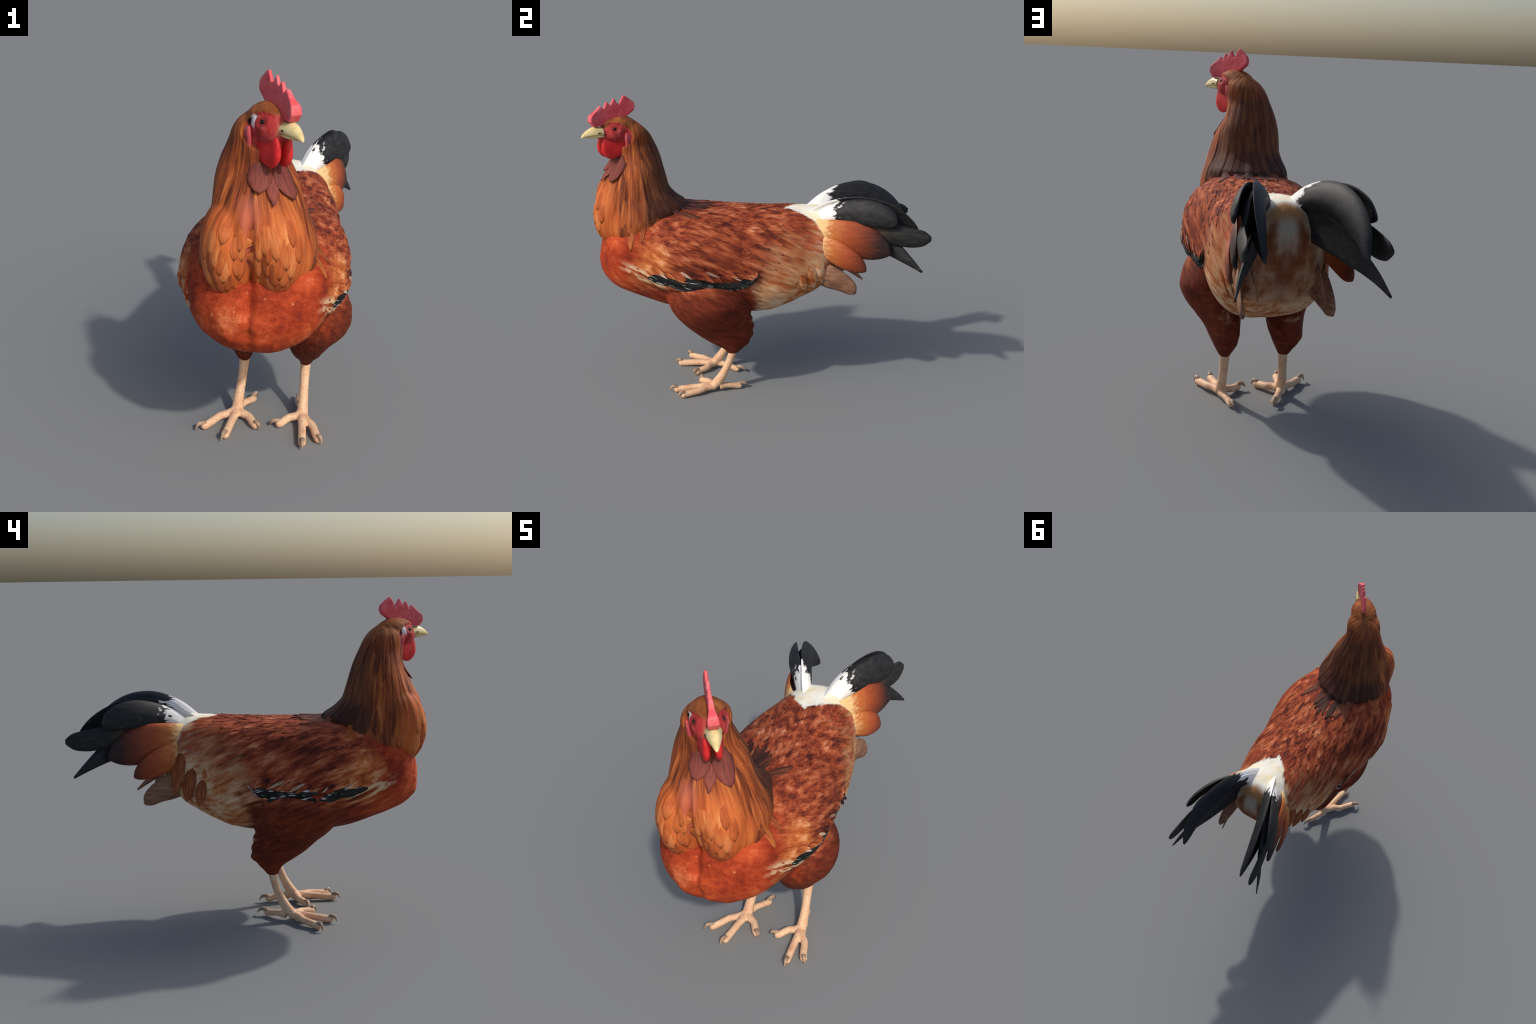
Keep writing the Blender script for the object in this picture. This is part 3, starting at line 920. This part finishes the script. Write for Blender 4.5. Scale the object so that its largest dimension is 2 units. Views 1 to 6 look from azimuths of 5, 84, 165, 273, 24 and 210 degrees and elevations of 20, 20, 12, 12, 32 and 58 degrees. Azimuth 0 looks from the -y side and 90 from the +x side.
def build_wings(root, M, body_tree):
    """Folded wing: a shell a little proud of the flank, flight feathers along its lower edge."""
    #     y    z_low   z_high
    EDGE = [(-.74, .82, .94), (-.66, .775, 1.03), (-.55, .735, 1.075), (-.42, .715, 1.09), (-.28, .712, 1.09), (-.14, .722, 1.08), (-.05, .76, 1.05), (.0, .82, .98)]
    shells = []
    for s in (1, -1):
        nu, nv = 70, 36
        outer, inner = [], []
        for y in np.linspace(-.74, .0, nu):
            lo, hi = interp(EDGE, y)[0]
            for k in np.linspace(0, 1, nv):
                z = lo + (hi - lo) * k
                hw = float(torso_half(np.array([y]), np.array([z]))[0])
                edge = float(sm(-.74, -.5, y)) * (1 - .75 * float(sm(.35, 1, k))) * (.45 + .55 * float(sm(0, .3, k)))
                off = (.004 + .018 * edge - .012 * float(sm(.97, 1, k))) * (1 - float(sm(-.3, -.02, y)) * float(sm(.1, .5, k))) - .028 * float(sm(-.12, 0, y)) * float(sm(0, .3, k))
                off += .0035 * float(vnoise(np.array([[y * 9 + z * 6, z * 24 + y * 9, s * 3.]]))[0]) * min(1, 8 * k * (1 - k))
                if s < 0: off += .012 * edge * float(sm(.1, .35, k))
                outer.append(W([s * (hw + off), y, z]))
                inner.append(W([s * (hw - .03), y, z]))
        A = np.array(outer).reshape(nu, nv, 3); B = np.array(inner).reshape(nu, nv, 3)
        ring = [np.vstack([A[i], B[i][::-1]]) for i in range(nu)]
        wing = simple('wing', loft(ring), M['plumage'], root)
        V = np.array([v.co for v in wing.data.vertices]); F = [tuple(p.vertices) for p in wing.data.polygons]
        shells.append((V, F))
        tr = BVHTree.FromPolygons([tuple(v) for v in V], F)
        # flight feathers: overlapping, from front low to the rear tip
        for k in range(33):
            y = -.68 + .029 * (k % 22) + RNG.uniform(-.012, .012)
            row = k % 2 if k < 22 else 2
            if k >= 22 and y < -.5 or s < 0 and -.50 < y < -.40: continue
            z = float(interp([(-.72, .825), (-.6, .775), (-.45, .745), (-.25, .738), (-.05, .755)], y)[0, 0]) + row * .03 + RNG.uniform(-.006, .006)
            ln = RNG.uniform(.13, .19) * (1 if y < -.2 else .8)
            on_skin('flight_feather', tr, W([s * .37, y, z]), (0, 1, -.16 + RNG.uniform(-.12, .08)), ln, RNG.uniform(.036, .052), M['flight'], wing, .003 + .002 * row, .7, thick=.002)
        for k in range(17):
            y = -.62 + .034 * k + RNG.uniform(-.012, .012)
            z = float(interp([(-.72, .88), (-.6, .862), (-.45, .85), (-.25, .845), (-.05, .85)], y)[0, 0]) + RNG.uniform(-.006, .012)
            on_skin('wing_covert', tr, W([s * .37, y, z]), (0, 1, -.55 + RNG.uniform(-.15, .15)), RNG.uniform(.07, .12), RNG.uniform(.014, .018) if k % 4 == 1 else RNG.uniform(.026, .04), M['fringe'] if k % 4 == 1 else M['loose'], wing, .006, .9, n=9, m=5, thick=.0015, start=.003)
    return shells


def build_skin_feathers(root, M, trees):
    neck, body, both = trees[:3]
    # ragged hem of the hackle: strands that run off the neck over the back and shoulders
    for k in range(34):
        a = math.radians(74 + k * (212 / 33)) + RNG.uniform(-.03, .03)          # 0 = front, round by the left side
        back = abs(math.degrees(a) - 180)
        rear = float(sm(70, 15, back))
        z = 1.17 + .075 * rear + RNG.uniform(-.02, .02) - .05 * float(sm(80, 118, back))
        c = np.array([-.03, -.72, z])
        q = c + np.array([math.sin(a), -math.cos(a), 0]) * .26
        d = np.array([math.sin(a) * (.25 + .7 * rear), -math.cos(a) * (.25 + .9 * rear) + .1, -1 + .55 * rear])
        ln = RNG.uniform(.17, .24) * (1 + .25 * rear)
        on_skin('hackle_feather', both, q, d, ln, RNG.uniform(.040, .058) * (1 + .2 * rear), M['hem_dark'] if rear > .45 else M['hem'], root, .003, .6, start=.0, thick=.002)
    # broad feathers laid like tiles over the two chest lobes
    for r in range(6):
        for k in range(9):
            x = -.035 + (k - 4 + (.5 if r % 2 else 0)) * .056 + RNG.uniform(-.008, .008)
            z = 1.35 - r * .064 + RNG.uniform(-.012, .012)
            if abs(x + .035) < .022 or abs(x + .035) > .2:
                continue
            q = (x, -1.0 + .9 * max(0, abs(x + .035) - .13), z)
            on_skin('chest_feather', neck, q, ((x + .035) * .45, 0, -1), RNG.uniform(.15, .20), RNG.uniform(.066, .085), M['chest'], root, .0015, .55, thick=.0012)
    # throat feathers below the wattles
    for q, tip, w in [((-.005, -.84, 1.46), (-.009, -.897, 1.352), .10), ((.085, -.81, 1.47), (.104, -.852, 1.298), .10), ((.045, -.85, 1.42), (.041, -.889, 1.298), .05)]:
        d = np.array(tip) - np.array(q)
        on_skin('throat_feather', neck, q, d, float(np.linalg.norm(d)), w, M['throat'], root, .014, .6, start=.004)
    # contour feathers over back, shoulders and flanks
    cover = trees[3]
    for s in (1, -1):
        for r in range(14):
            y = .07 - r * .047
            for k in range(9):
                h = (k + (.5 if r % 2 else .0)) / 9
                zz = 1.17 - .36 * h ** 1.6
                hw = float(torso_half(np.array([y]), np.array([min(zz, 1.147)]))[0])
                xx = s * (hw if h > .5 else min(hw, .62 * h)) + RNG.uniform(-.014, .014)
                yy = y + RNG.uniform(-.024, .024) - .10 * h
                zf = 1.02 - .25 * float(sm(-.55, -.62, yy))
                if yy < -.42 and h < .35 or yy < -.60 or (yy < -.5 and h < .55):
                    continue
                on_skin('contour_feather', cover, W([xx, yy, zz + .02]), (s * .18 * h, 1, -.15 - .35 * h), RNG.uniform(.12, .17), RNG.uniform(.036, .05), M['loose'], root, .0012, .9, n=9, m=5, thick=.001)
    # flank feathers under the tail's root
    for s, lst in ((-1, [(.37, .99, .26, .09), (.31, .90, .20, .075), (.25, .84, .16, .062)]), (1, [(.36, .92, .20, .06), (.31, .88, .18, .055), (.26, .83, .15, .05)])):
        for y, z, ln, w in lst:
            hw = float(torso_half(np.array([y]), np.array([z]))[0])
            on_skin('flank_feather', body, W([s * hw, y, z]), (0, .25, -1), ln, w, M['flank'] if s < 0 else M['loose'], root, .024 if s < 0 else .006, .5 if s < 0 else .9)


# ------------------------------------------------------------------ assemble
def main():
    M = build_materials()
    root = bpy.data.objects.new('chicken', None)
    root.empty_display_size = .2
    SCN.collection.objects.link(root)
    root['label'] = 'standing brown hen with red comb and black tail'
    root['category'] = 'chicken'
    bV, bF = build_body(root, M)
    nV, nF = build_head(root, M)
    build_face_parts(root, M, BVHTree.FromPolygons(nV.tolist(), nF))
    build_legs(root, M)
    build_tail(root, M)
    tb = BVHTree.FromPolygons(bV.tolist(), bF)
    tn = BVHTree.FromPolygons(nV.tolist(), nF)
    V, F = merge([(bV, bF), (nV, nF)])
    tt = BVHTree.FromPolygons(V.tolist(), F)
    wings = build_wings(root, M, tb)
    tc = BVHTree.FromPolygons(*[x if i else x.tolist() for i, x in enumerate(merge([(bV, bF)] + wings))])
    build_skin_feathers(root, M, (tn, tb, tt, tc))


main()
